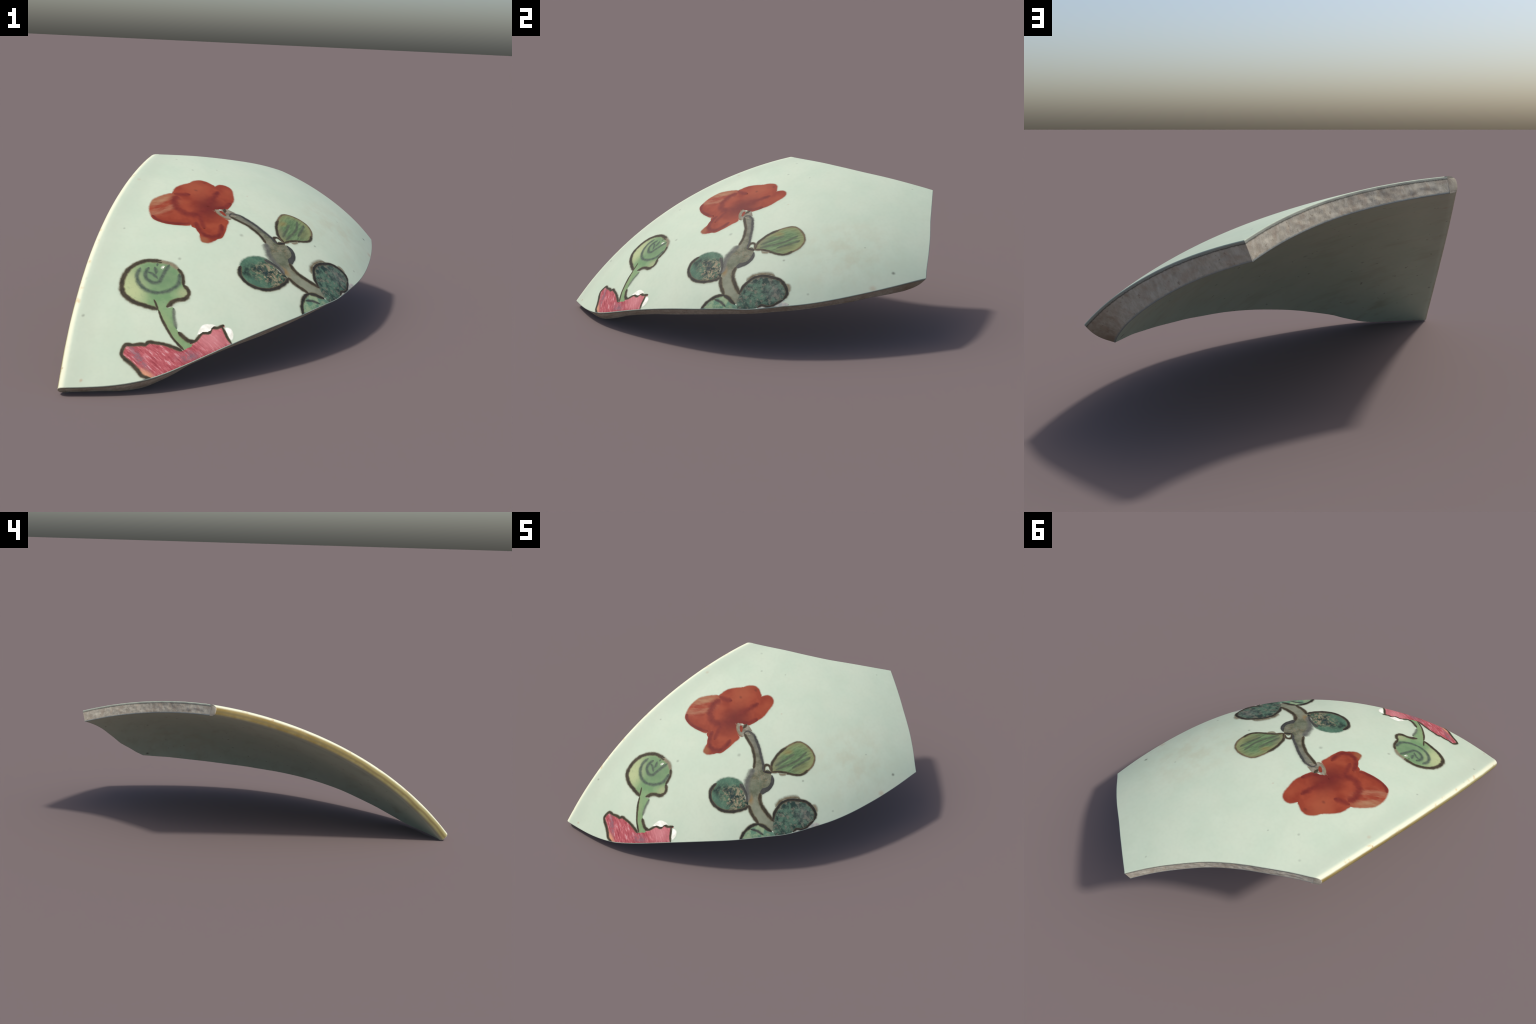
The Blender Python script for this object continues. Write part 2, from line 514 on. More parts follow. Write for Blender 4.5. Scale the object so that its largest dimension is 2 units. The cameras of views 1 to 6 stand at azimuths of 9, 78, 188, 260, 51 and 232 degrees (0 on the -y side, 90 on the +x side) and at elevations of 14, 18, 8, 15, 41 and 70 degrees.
def fracture_material():
    def build(m, net):
        u, v = net.uv()
        ragged = net.math("MULTIPLY", net.math("SUBTRACT", net.noise(120.0, 3.0, .7), .5), .006)
        d = net.math("ADD", v, ragged)
        grain = net.noise(70.0, 5.0, .65, stretch=(1, 1, 2.2))
        body = net.mix(net.step(grain, .32, .66), (.425, .382, .292, 1), (.525, .482, .380, 1))
        body = net.mix(net.math("MULTIPLY", net.step(net.noise(24.0, 3.0, .6, offset=(4, 4, 0)), .46, .68), .55), body, (.395, .310, .228, 1))
        body = net.mix(net.math("MULTIPLY", net.step(net.noise(75.0, 3.0, .6, offset=(1, 8, 0)), .62, .72), .55), body, (.190, .145, .100, 1))
        dirt = net.step(net.noise(7.0, 4.0, .6, offset=(2, 9, 0)), .50, .66)
        body = net.mix(net.math("MULTIPLY", dirt, net.step(net.noise(38.0, 4.0, .65, offset=(5, 1, 0)), .35, .6, .15, .55)), body, (.275, .205, .140, 1))
        soil = net.blob((.585, .66), (.10, .11), .6, .9, wobble=.6)
        body = net.mix(net.math("MULTIPLY", soil, .6), body, (.235, .170, .105, 1))
        glaze = net.mix(net.step(v, .001, .005), paint_socket(net, "glaze"), (.310, .320, .260, 1))
        colour = net.mix(net.step(d, .0070, .0095), glaze, (.150, .142, .112, 1))
        colour = net.mix(net.step(d, .0095, .0135), colour, body)
        inner = net.step(d, .992, .996)
        colour = net.mix(inner, colour, (.285, .310, .280, 1))
        # the broken end of the lip (u runs below zero there) is tinted darker
        colour = net.mix(net.step(u, -.012, -.006, .42, 0.0), colour, (.200, .175, .135, 1))
        surface(m, net, colour, .8, net.noise(60.0, 6.0, .7), .35, .005)
    return material("unglazed_body", build)


def rim_material():
    def build(m, net):
        u, v = net.uv()
        v = net.math("ADD", v, net.math("MULTIPLY", net.math("SUBTRACT", net.noise(9.0, 3.0, .6), .5), .10))
        n = net.noise(18.0, 4.0, .6)
        ochre = net.mix(net.step(n, .3, .7), (.235, .165, .048, 1), (.300, .235, .095, 1))
        split = net.new("ShaderNodeSeparateXYZ")
        net.put(split.inputs[0], net.coords())
        ochre = net.mix(net.step(split.outputs[1], -.9, -.1, .55, 0.0), ochre, (.330, .320, .150, 1))
        dark = net.mix(n, (.180, .135, .050, 1), (.235, .190, .090, 1))
        cream = net.mix(net.step(net.noise(22.0, 3.0, .6, offset=(2, 0, 0)), .56, .72), (.640, .650, .480, 1), (.580, .470, .270, 1))
        cream = net.mix(net.math("MULTIPLY", net.step(net.noise(34.0, 3.0, .6, offset=(6, 0, 0)), .66, .74), .7), cream, (.42, .25, .13, 1))
        c = net.mix(net.step(v, .0, .22), paint_socket(net, "glaze"), cream)
        c = net.mix(net.step(v, .30, .42), c, ochre)
        c = net.mix(net.step(v, .44, .50), c, dark)
        c = net.mix(net.step(v, .52, .58), c, ochre)
        c = net.mix(net.step(v, .58, .70), c, (.330, .310, .215, 1))
        c = net.mix(net.step(v, .68, .85), c, paint_socket(net, "inner"))
        surface(m, net, c, .5)
    return material("ochre_rim_glaze", build)


# ------------------------------------------------------------------ objects
root = bpy.data.objects.new("porcelain_sherd", None)
bpy.context.collection.objects.link(root)
root["label"] = "curved broken piece of a painted porcelain dish with flowers"
root["category"] = "pottery sherd"


def add(name, verts, faces, mat, parent=None, uvs=None, normals=None, kind=None):
    me = bpy.data.meshes.new(name)
    me.from_pydata([tuple(map(float, v)) for v in verts], [], [tuple(map(int, f)) for f in faces])
    me.polygons.foreach_set("use_smooth", [True] * len(me.polygons))
    if uvs is not None:
        layer = me.uv_layers.new(name="across")
        loops = np.zeros(len(me.loops), int)
        me.loops.foreach_get("vertex_index", loops)
        layer.data.foreach_set("uv", np.asarray(uvs, float)[loops].ravel())
    me.materials.append(mat)
    me.update()
    if normals is not None:
        me.normals_split_custom_set_from_vertices([tuple(map(float, n)) for n in normals])
    ob = bpy.data.objects.new(name, me)
    bpy.context.collection.objects.link(ob)
    ob.parent = parent or root
    if parent is None:
        ob.matrix_local = FRAME
    if kind:
        ob["kind"] = kind
    return ob


def grid_faces(nu, nv, flip=False):
    f = []
    for i in range(nu - 1):
        for j in range(nv - 1):
            a = i * nv + j
            q = (a, a + nv, a + nv + 1, a + 1)
            f.append(q[::-1] if flip else q)
    return f


def coons(bottom, top, left, right):
    """Transfinite patch; bottom and top run the same way, left and right join their ends."""
    nu, nv = len(bottom), len(left)
    u = np.linspace(0, 1, nu)[:, None, None]
    v = np.linspace(0, 1, nv)[None, :, None]
    ruled = (1 - v) * bottom[:, None] + v * top[:, None] + (1 - u) * left[None] + u * right[None]
    corner = (1 - u) * (1 - v) * bottom[0] + u * (1 - v) * bottom[-1] + (1 - u) * v * top[0] + u * v * top[-1]
    return ruled - corner


NU, NV = 150, 170

# lip cross-sections: unit vectors pointing from the lip's outermost line into the sherd;
# at the two broken ends they lean into the line of the break
rim_line = resample(RIM_CURVE, NV)
inward = -left_normals(rim_line)
for k, edge in ((0, np.subtract(FOOT_BREAK[1], FOOT_BREAK[0])), (-1, np.subtract(HIGH_BREAK[1], HIGH_BREAK[0]))):
    lean = edge / (edge @ inward[k])
    t = np.arange(NV) if k == 0 else np.arange(NV)[::-1]
    w = np.clip(1 - t / 14, 0, 1)[:, None]
    inward = inward * (1 - w) + lean * w


def trimmed(control, start=None, end=None, inset=0.0, side=1, count=NU):
    """A break line with its rim end moved in by the lip, shifted inwards by inset."""
    c = spline(control)
    if start is not None:
        keep = np.linalg.norm(c - c[0], axis=1) > np.linalg.norm(start - c[0]) * 1.05
        c = np.concatenate([[start], c[keep]])
    c = resample(c, count)
    if inset:
        c = c + side * left_normals(c) * inset
    return c


low_in, high_in = rim_line[0] + LIP * inward[0], rim_line[-1] + LIP * inward[-1]


def face_curves(foot, end, high, inset):
    b = trimmed(foot, low_in, inset=inset, side=1)
    t = trimmed(high, high_in, inset=inset, side=-1)
    r = trimmed(end, inset=inset, side=1, count=NV)
    l = rim_line + LIP * inward
    # close the corners of the inset loop
    r[0] = b[-1] = (b[-1] + r[0]) / 2
    r[-1] = t[-1] = (t[-1] + r[-1]) / 2
    l = l.copy()
    n = 6
    for k in range(n):
        l[k] += (b[0] - (rim_line[0] + LIP * inward[0])) * (1 - k / n)
        l[-1 - k] += (t[0] - (rim_line[-1] + LIP * inward[-1])) * (1 - k / n)
    return b, t, l, r


def thickness(pq):
    p, q = pq[..., 0], pq[..., 1]
    return poly(WALL, p, q) + lump(p, q, (.13, -.76), .16, .0065) + lump(p, q, (.60, .70), .25, .005) - lump(p, q, (-.18, -1.08), .16, .0052) - lump(p, q, (.33, -.22), .38, .0035)


OUT = face_curves(FOOT_BREAK, END_BREAK, HIGH_BREAK, CHAMFER)
INN = face_curves(FOOT_BREAK_IN, END_BREAK_IN, HIGH_BREAK, CHAMFER * .8)

patch = coons(*OUT).reshape(-1, 2)
add("outer_glaze", place(patch, np.zeros(len(patch))), grid_faces(NU, NV), paint_material("glaze"), normals=dome_normal(patch[:, 0], patch[:, 1]))
patch = coons(*INN).reshape(-1, 2)
ripple = np.array([noise.fractal(Vector((x * 5, y * 5, 3.0)), 1.0, 2.0, 3) for x, y in patch]) * .0006
add("inner_glaze", place(patch, -thickness(patch) - ripple), grid_faces(NU, NV, True), paint_material("inner"),
    normals=-dome_normal(patch[:, 0], patch[:, 1]))

# rounded lip: (share of LIP inwards, share of wall thickness down)
PROFILE = spline([(1, 0), (.72, .012), (.42, .06), (.16, .17), (.03, .32), (0, .47), (.015, .62), (.07, .76), (.19, .88), (.42, .965), (.72, .992), (1, 1)], step=.085)
arc = np.concatenate([[0], np.cumsum(np.linalg.norm(np.diff(PROFILE, axis=0), axis=1))])
arc /= arc[-1]
# both ends of the lip tuck a hair under the two faces, so that no seam opens
PROFILE = np.concatenate([[(1.25, .006)], PROFILE, [(1.25, .994)]])
arc = np.concatenate([[0], arc, [1]])


def lip_section(k, along=0.0, shrink=0.0):
    outer_end, inner_end = OUT[2][k], INN[2][k]
    pts = []
    for a, d in PROFILE:
        if shrink:
            a, d = a + (1 - a) * shrink, .5 + (d - .5) * (1 - shrink)
        base = outer_end * (1 - d) + inner_end * d
        pq = base - inward[k] * LIP * (1 - a)
        pts.append((pq, -d * thickness(inner_end)))
    return np.array([x[0] for x in pts]), np.array([x[1] for x in pts])


verts, uvs = [], []
length = np.concatenate([[0], np.cumsum(np.linalg.norm(np.diff(rim_line, axis=0), axis=1))])
for k in range(NV):
    pq, lift = lip_section(k)
    verts.append(place(pq, lift))
    uvs.append(np.stack([np.full(len(arc), length[k]), arc], -1))
verts = np.array(verts)
du = np.gradient(verts, axis=0)
dv = np.gradient(verts, axis=1)
nrm = np.cross(dv, du)
nrm /= np.linalg.norm(nrm, axis=-1, keepdims=True)
if (nrm[NV // 2, len(arc) // 2] @ np.array([-1, 0, 0])) < 0:
    nrm *= -1
nrm[:, :2] = dome_normal(OUT[2][:, 0], OUT[2][:, 1])[:, None]
nrm[:, -2:] = -dome_normal(INN[2][:, 0], INN[2][:, 1])[:, None]
m = len(arc)
add("rim", verts.reshape(-1, 3), grid_faces(NV, m, False), rim_material(), uvs=np.concatenate(uvs), normals=nrm.reshape(-1, 3))


def fracture(outer_edge, inner_edge, outer_in, inner_in, seed, side, bulge=None, cap=None):
    """A broken face between the outer and inner break lines, with worn edges and a rough grain."""
    n = len(outer_edge)
    t_in = thickness(inner_edge)
    rows = [(outer_in, np.zeros(n), 0.0), (outer_edge * .75 + outer_in * .25, np.full(n, -CHAMFER * .3), .0012), (outer_edge, np.full(n, -CHAMFER), .004)]
    steps = 16
    normal = side * -left_normals(outer_edge)
    for s in np.linspace(0, 1, steps + 1)[1:-1]:
        pq = outer_edge * (1 - s) + inner_edge * s
        depth = CHAMFER + (t_in - 2 * CHAMFER) * s
        wobble = np.array([noise.fractal(Vector((x * 26, y * 26, d * 40 + seed)), 1.0, 2.0, 4) for (x, y), d in zip(pq, depth)])
        fade = np.clip(np.minimum(np.arange(n), np.arange(n)[::-1]) / 8, 0, 1)
        push = wobble * fade * .0024 * math.sin(math.pi * s) ** .6
        pq = pq + normal * push[:, None]
        if bulge is not None:
            pq = pq + np.outer(bulge * math.sin(math.pi * s), (.62, .78))
        rows.append((pq, -depth, None))
    rows += [(inner_edge, -t_in + CHAMFER, .9955), (inner_edge * .75 + inner_in * .25, -t_in + CHAMFER * .3, .9988), (inner_in, -t_in, 1.0)]
    along = np.concatenate([[0], np.cumsum(np.linalg.norm(np.diff(outer_edge, axis=0), axis=1))])
    verts, uvs = [], []
    for i, (pq, lift, v) in enumerate(rows):
        verts.append(place(pq, lift))
        if v is None:
            d = -lift
            val = np.where(i < len(rows) / 2, d, 1 - (t_in - d))
        else:
            val = np.full(n, v)
        uvs.append(np.stack([along, val], -1))
    verts, uvs = np.array(verts).reshape(-1, 3), np.array(uvs).reshape(-1, 2)
    faces = grid_faces(len(rows), n, flip=side > 0)
    if cap is not None:
        # the broken end of the lip
        base = len(verts)
        cols = []
        pq0, l0 = lip_section(cap)
        shift = outer_edge[0] - OUT[2][cap]
        for shrink, move in ((0, 0), (.02, .8), (.04, 1.0), (1.0, 1.0)):
            pq, lift = lip_section(cap, shrink=0)
            c = np.array([OUT[2][cap] * (1 - d) + INN[2][cap] * d for d in PROFILE[:, 1]])
            mid = c + (pq - c) * (1 - shrink)
            lift = lift * (1 - shrink * .1) - shrink * .05 * thickness(INN[2][cap]) if shrink < 1 else lift
            cols.append(place(mid + shift * move, lift))
        cols = np.array(cols)
        verts = np.concatenate([verts, cols.reshape(-1, 3)])
        cap_v = np.where(PROFILE[:, 1] < .5, PROFILE[:, 1] * .05, 1 - (1 - PROFILE[:, 1]) * .05)
        uv = []
        for c_i in range(4):
            uv.append(np.stack([np.full(m, -.01 * c_i), np.clip(cap_v, (.0, .006, .02, .02)[c_i], (1, .995, .97, .97)[c_i])], -1))
        uvs = np.concatenate([uvs, np.concatenate(uv)])
        faces += [tuple(base + x for x in f) for f in grid_faces(4, m, flip=side < 0)]
    ob = add("fracture_face", verts, faces, fracture_material(), uvs=uvs)
    me = ob.data
    if cap is not None:
        for f in list(me.polygons)[-3 * (m - 1):]:
            f.use_smooth = False
    me.set_sharp_from_angle(angle=math.radians(50))
    return ob


foot_o, foot_i = trimmed(FOOT_BREAK, low_in), trimmed(FOOT_BREAK_IN, low_in)
high_o, high_i = trimmed(HIGH_BREAK, high_in), trimmed(HIGH_BREAK, high_in)
end_o, end_i = trimmed(END_BREAK, count=NV), trimmed(END_BREAK_IN, count=NV)
x = np.linspace(0, 1, NU)
fracture(foot_o, foot_i, OUT[0], INN[0], 1.0, 1, bulge=.011 * np.clip((x - .88) / .12, 0, 1) ** 2, cap=0)
fracture(high_o, high_i, OUT[1], INN[1], 5.0, -1, cap=-1)
x = np.linspace(0, 1, NV)
fracture(end_o, end_i, OUT[3], INN[3], 9.0, 1, bulge=.011 * np.clip((.25 - x) / .25, 0, 1) ** 2)

# ------------------------------------------------------------------ enamel painting
# control points of brush strokes and painted areas in the (p, q) plane
BRUSH = {
    "petal_left": [(-.393, -.249), (-.420, -.224), (-.440, -.193), (-.452, -.159), (-.457, -.116), (-.446, -.079), (-.426, -.040), (-.397, -.008),
        (-.314, .007), (-.240, -.027), (-.210, -.084), (-.219, -.128), (-.232, -.166), (-.235, -.200), (-.265, -.220), (-.305, -.240), (-.350,
        -.252)],
    "petal_top": [(-.398, -.019), (-.408, .015), (-.409, .055), (-.396, .091), (-.380, .120), (-.365, .138), (-.307, .114), (-.221, .049), (-.199,
        -.014), (-.236, -.068), (-.334, -.069)],
    "petal_crown": [(-.367, .129), (-.369, .150), (-.361, .174), (-.339, .200), (-.307, .207), (-.277, .200), (-.259, .192), (-.219, .148), (-.200,
        .080), (-.249, .045), (-.324, .069)],
    "petal_right": [(-.256, .171), (-.258, .193), (-.247, .226), (-.225, .240), (-.195, .236), (-.173, .212), (-.158, .179), (-.139, .134), (-.135,
        .093), (-.135, .049), (-.141, .021), (-.177, -.000), (-.211, -.012), (-.254, .037), (-.259, .106)],
    "petal_bottom": [(-.237, -.127), (-.231, -.169), (-.196, -.214), (-.176, -.230), (-.164, -.255), (-.151, -.272), (-.133, -.273), (-.114, -.259),
        (-.100, -.233), (-.095, -.214), (-.083, -.200), (-.080, -.180), (-.085, -.134), (-.092, -.097), (-.100, -.058), (-.137, -.050), (-.179,
        -.029), (-.221, -.028), (-.241, -.092)],
    "bud": [(-.145, -.706), (-.193, -.714), (-.235, -.718), (-.273, -.713), (-.303, -.700), (-.323, -.675), (-.337, -.642), (-.344, -.599), (-.336,
        -.559), (-.318, -.525), (-.294, -.500), (-.263, -.485), (-.231, -.476), (-.196, -.472), (-.166, -.481), (-.138, -.499), (-.121, -.524),
        (-.107, -.548), (-.083, -.560), (-.067, -.579), (-.070, -.607), (-.093, -.626), (-.107, -.647), (-.117, -.681)],
    "bud_stem": [(-.174, -.678), (-.139, -.710), (-.108, -.738), (-.071, -.766), (-.032, -.790), (.002, -.806), (.045, -.827), (.065, -.801), (.047,
        -.776), (.016, -.773), (-.020, -.759), (-.042, -.743), (-.063, -.718), (-.086, -.680), (-.107, -.647), (-.145, -.642)],
    "bud_arc": [(-.305, -.551), (-.299, -.591), (-.279, -.619), (-.256, -.636), (-.225, -.644), (-.195, -.640), (-.162, -.621), (-.139, -.591),
        (-.129, -.558), (-.135, -.527), (-.149, -.501)],
    "bud_curl": [(-.275, -.532), (-.272, -.571), (-.252, -.593), (-.225, -.598), (-.204, -.585), (-.204, -.555), (-.206, -.526), (-.207, -.495),
        (-.208, -.476)],
    "bud_fleck": [(-.256, -.519), (-.241, -.536), (-.233, -.552)],
    "bud_sweep": [(-.267, -.557), (-.241, -.558), (-.216, -.570)],
    "bud_dash": [(-.249, -.509), (-.254, -.495)],
    "bud_white": [(-.230, -.512), (-.228, -.497), (-.218, -.497), (-.216, -.512)],
    "bud_seam": [(-.180, -.671), (-.159, -.690), (-.139, -.710)],
    "stem_left_line": [(-.140, -.707), (-.108, -.738), (-.071, -.766), (-.033, -.791), (.001, -.806), (.035, -.818)],
    "stem_right_line": [(-.091, -.671), (-.071, -.706), (-.054, -.729), (-.037, -.748)],
    "stem_right_dark": [(-.023, -.760), (.009, -.770), (.034, -.774), (.058, -.761)],
    "stem_shadow": [(-.092, -.665), (-.066, -.692), (-.041, -.719), (-.019, -.742)],
    "pink_left": [(-.155, -.939), (-.171, -.903), (-.145, -.891), (-.120, -.873), (-.098, -.856), (-.065, -.847), (-.034, -.837), (.004, -.832),
        (.037, -.829), (.070, -.827), (.098, -.838), (.036, -.919), (-.021, -.974), (-.056, -.975), (-.088, -.964), (-.124, -.952)],
    "pink_right": [(.039, -.830), (.044, -.806), (.052, -.777), (.058, -.747), (.068, -.720), (.088, -.705), (.100, -.682), (.126, -.658), (.151,
        -.673), (.190, -.701), (.148, -.764), (.091, -.845)],
    "pink_heart": [(.033, -.835), (.035, -.820), (.045, -.801), (.060, -.793), (.073, -.820), (.057, -.841)],
    "pink_left_line": [(-.021, -.975), (-.056, -.979), (-.085, -.968), (-.121, -.955), (-.153, -.948), (-.173, -.935), (-.177, -.899), (-.151, -.887),
        (-.127, -.872), (-.109, -.865), (-.104, -.851), (-.081, -.843), (-.050, -.833), (-.013, -.827), (.030, -.824)],
    "pink_right_line": [(.042, -.782), (.056, -.760), (.060, -.740), (.065, -.718), (.087, -.703), (.088, -.677), (.109, -.663), (.125, -.637)],
    "pink_edge_line": [(.120, -.649), (.144, -.668), (.169, -.687), (.190, -.698)],
    "white_left": [(.057, -.742), (.047, -.713), (.051, -.682), (.075, -.664), (.097, -.660), (.093, -.675), (.092, -.696), (.069, -.715)],
    "white_right": [(.136, -.647), (.155, -.638), (.176, -.655), (.182, -.681), (.167, -.681), (.148, -.662)],
    "branch": [(-.117, -.017), (-.116, .004), (-.078, .018), (-.048, .017), (-.007, .007), (.033, -.004), (.071, -.014), (.107, -.031), (.147, -.052),
        (.186, -.026), (.216, -.031), (.238, -.053), (.249, -.088), (.255, -.126), (.249, -.143), (.270, -.156), (.306, -.167), (.349, -.167), (.389,
        -.161), (.410, -.156), (.454, -.189), (.419, -.212), (.381, -.236), (.351, -.238), (.309, -.238), (.266, -.229), (.237, -.216), (.206, -.197),
        (.173, -.181), (.146, -.161), (.123, -.128), (.103, -.091), (.073, -.066), (.035, -.045), (-.013, -.028), (-.024, -.027), (-.064, -.023)],
    "branch_left_line": [(-.111, -.021), (-.062, -.025), (-.022, -.028), (.007, -.034), (.044, -.049), (.073, -.066), (.102, -.091)],
    "branch_left_soft": [(.102, -.091), (.123, -.128), (.146, -.161), (.176, -.184), (.210, -.199), (.242, -.218)],
    "branch_left_low": [(.263, -.227), (.309, -.238), (.351, -.238), (.381, -.236)],
    "branch_right_line": [(-.111, .004), (-.076, .018), (-.047, .016), (-.007, .007), (.033, -.004), (.067, -.018), (.107, -.031), (.150, -.052)],
    "branch_right_low": [(.241, -.135), (.270, -.157), (.306, -.167), (.349, -.167), (.389, -.161), (.413, -.156)],
    "branch_foot_line": [(.376, -.241), (.410, -.217), (.432, -.208), (.453, -.197)],
    "knob": [(.189, -.026), (.218, -.029), (.241, -.050), (.254, -.080), (.255, -.108), (.254, -.133), (.243, -.140), (.226, -.115), (.232, -.090),
        (.229, -.068), (.214, -.048)],
    "joint": [(.151, -.051), (.123, -.033), (.126, -.014), (.143, -.008), (.172, -.018)],
    "joint_base": [(.145, -.056), (.162, -.037), (.178, -.017)],
    "calyx": [(-.188, -.021), (-.183, -.006), (-.161, -.003), (-.152, .024), (-.120, .026), (-.088, .022), (-.082, .004), (-.094, -.018), (-.098,
        -.045), (-.135, -.047), (-.165, -.037)],
    "calyx_gap": [(-.163, -.016), (-.154, -.006), (-.136, -.013), (-.123, -.030), (-.139, -.031)],
    "calyx_line": [(-.110, -.024), (-.111, .001), (-.090, .015), (-.062, .016)],
    "calyx_left": [(-.185, -.016), (-.159, -.037), (-.128, -.046), (-.099, -.042)],
    "calyx_mid": [(-.131, -.019), (-.118, .000), (-.109, .024)],
    "calyx_dark": [(-.150, .023), (-.141, -.002), (-.138, -.010)],
    "leaf_light": [(.174, -.017), (.137, .007), (.113, .049), (.099, .090), (.093, .138), (.094, .181), (.102, .210), (.124, .231), (.160, .244),
        (.198, .246), (.231, .236), (.258, .207), (.271, .171), (.275, .129), (.267, .102), (.244, .072), (.217, .046), (.197, .022)],
    "vein1": [(.156, .018), (.154, .087), (.151, .151)],
    "vein2": [(.175, .009), (.188, .087), (.191, .150), (.177, .217)],
    "vein3": [(.216, .090), (.217, .166), (.214, .219)],
    "leaf_light_tan": [(.203, .012), (.220, .028), (.226, .051)],
    "leaf_dark": [(.058, -.325), (.072, -.354), (.096, -.376), (.128, -.387), (.163, -.384), (.199, -.370), (.225, -.349), (.246, -.319), (.260,
        -.285), (.267, -.251), (.263, -.230), (.228, -.205), (.190, -.189), (.152, -.186), (.117, -.193), (.088, -.210), (.067, -.234), (.053, -.262),
        (.049, -.292)],
    "leaf_dark_line": [(.057, -.310), (.070, -.352), (.096, -.376), (.128, -.387), (.163, -.384), (.199, -.370), (.225, -.348), (.246, -.319), (.260,
        -.285), (.269, -.252), (.266, -.229)],
    "leaf_dark_seam": [(.133, -.203), (.172, -.199), (.212, -.205), (.244, -.223)],
    "leaf_edge": [(.413, -.163), (.396, -.149), (.375, -.125), (.358, -.092), (.351, -.061), (.355, -.027), (.369, .002), (.394, .034), (.417, .057),
        (.449, .069), (.481, .071), (.503, .064), (.523, .039), (.529, .006), (.535, -.019), (.528, -.047), (.513, -.070), (.516, -.093), (.511,
        -.128), (.489, -.183), (.472, -.193), (.439, -.180)],
    "leaf_edge_line": [(.408, -.163), (.396, -.149), (.375, -.125), (.358, -.092), (.351, -.061), (.355, -.027), (.369, .002), (.394, .034), (.417,
        .057), (.449, .069), (.481, .071), (.503, .064), (.523, .039)],
    "leaf_edge_halo": [(.359, -.107), (.344, -.068), (.349, -.023), (.363, .006), (.388, .038)],
    "leaf_edge_halo2": [(.446, .074), (.468, .084), (.497, .073)],
    "leaf_edge_low": [(.523, .039), (.529, .006), (.534, -.021), (.529, -.048), (.513, -.070), (.516, -.096)],
    "chip_white": [(.523, -.081), (.532, -.050), (.538, -.018), (.535, .013), (.540, .043), (.558, .053), (.552, .013), (.541, -.034)],
    "leaf_low": [(.384, -.238), (.412, -.219), (.453, -.197), (.489, -.183), (.462, -.250), (.403, -.366), (.388, -.351), (.377, -.328), (.370,
        -.298), (.371, -.262)],
    "leaf_low_line": [(.382, -.234), (.371, -.261), (.370, -.298), (.377, -.329), (.388, -.351), (.401, -.371)],
    "leaf_low_vein": [(.381, -.289), (.408, -.263), (.445, -.245)],
    "stroke_arc": [(-.375, -.019), (-.370, -.064), (-.345, -.103), (-.304, -.128), (-.265, -.127), (-.235, -.101), (-.222, -.060), (-.214, -.021)],
    "stroke_bottom": [(-.223, -.161), (-.201, -.196), (-.164, -.221), (-.128, -.221), (-.099, -.196), (-.100, -.152), (-.119, -.105)],
    "stroke_bottom_in": [(-.226, -.107), (-.208, -.134), (-.173, -.183)],
    "stroke_left": [(-.409, -.227), (-.383, -.244), (-.344, -.244), (-.299, -.227), (-.262, -.206), (-.241, -.185)],
    "stroke_right": [(-.223, -.011), (-.228, .047), (-.227, .107), (-.229, .153)],
    "stroke_right2": [(-.210, -.019), (-.175, .008), (-.150, .042), (-.144, .093)],
    "stroke_crown": [(-.393, -.012), (-.359, .018), (-.318, .048)],
    "stroke_top": [(-.394, -.013), (-.362, .004), (-.329, .033)],
}
LAYER = [0]


def area(name, key, colour, height=.0012, parent=None, relief=0.0, grain=.007, base=.0002):
    """A painted area with body: a low enamel cushion that lies on the glaze."""
    LAYER[0] += 1
    height += .00004 * (LAYER[0] % 12)
    loop = pull_inside(spline(BRUSH[key], closed=True, step=.005))
    keep = [0]
    for i in range(1, len(loop)):
        if np.linalg.norm(loop[i] - loop[keep[-1]]) > .0015:
            keep.append(i)
    loop = loop[keep]
    lo, hi = loop.min(0), loop.max(0)
    gx, gy = np.meshgrid(np.arange(lo[0], hi[0], grain), np.arange(lo[1], hi[1], grain))
    pts = np.stack([gx.ravel(), gy.ravel()], -1) + rng.uniform(-.0012, .0012, (gx.size, 2))
    pts = pts[inside(pts, loop)]
    if len(pts):
        pts = pts[nearest_on(pts, loop)[1] > .003]
    n = len(loop)
    every = [Vector(map(float, v)) for v in np.concatenate([loop, pts])]
    v, e, f, *_ = delaunay_2d_cdt(every, [(i, (i + 1) % n) for i in range(n)], [], 1, 1e-5)
    v = np.array([tuple(c) for c in v])
    d = nearest_on(v, loop)[1]
    lift = base + height * (1 - np.exp(-d / .004))
    if relief:
        lift = lift + relief * np.array([noise.fractal(Vector((a * 45, b * 45, 2.0)), 1.0, 2.0, 4) for a, b in v]) * np.clip(d / .008, 0, 1)
    return add(name, place(v, lift), f, paint_material(colour), parent=parent, normals=None if relief else dome_normal(v[:, 0], v[:, 1])), loop


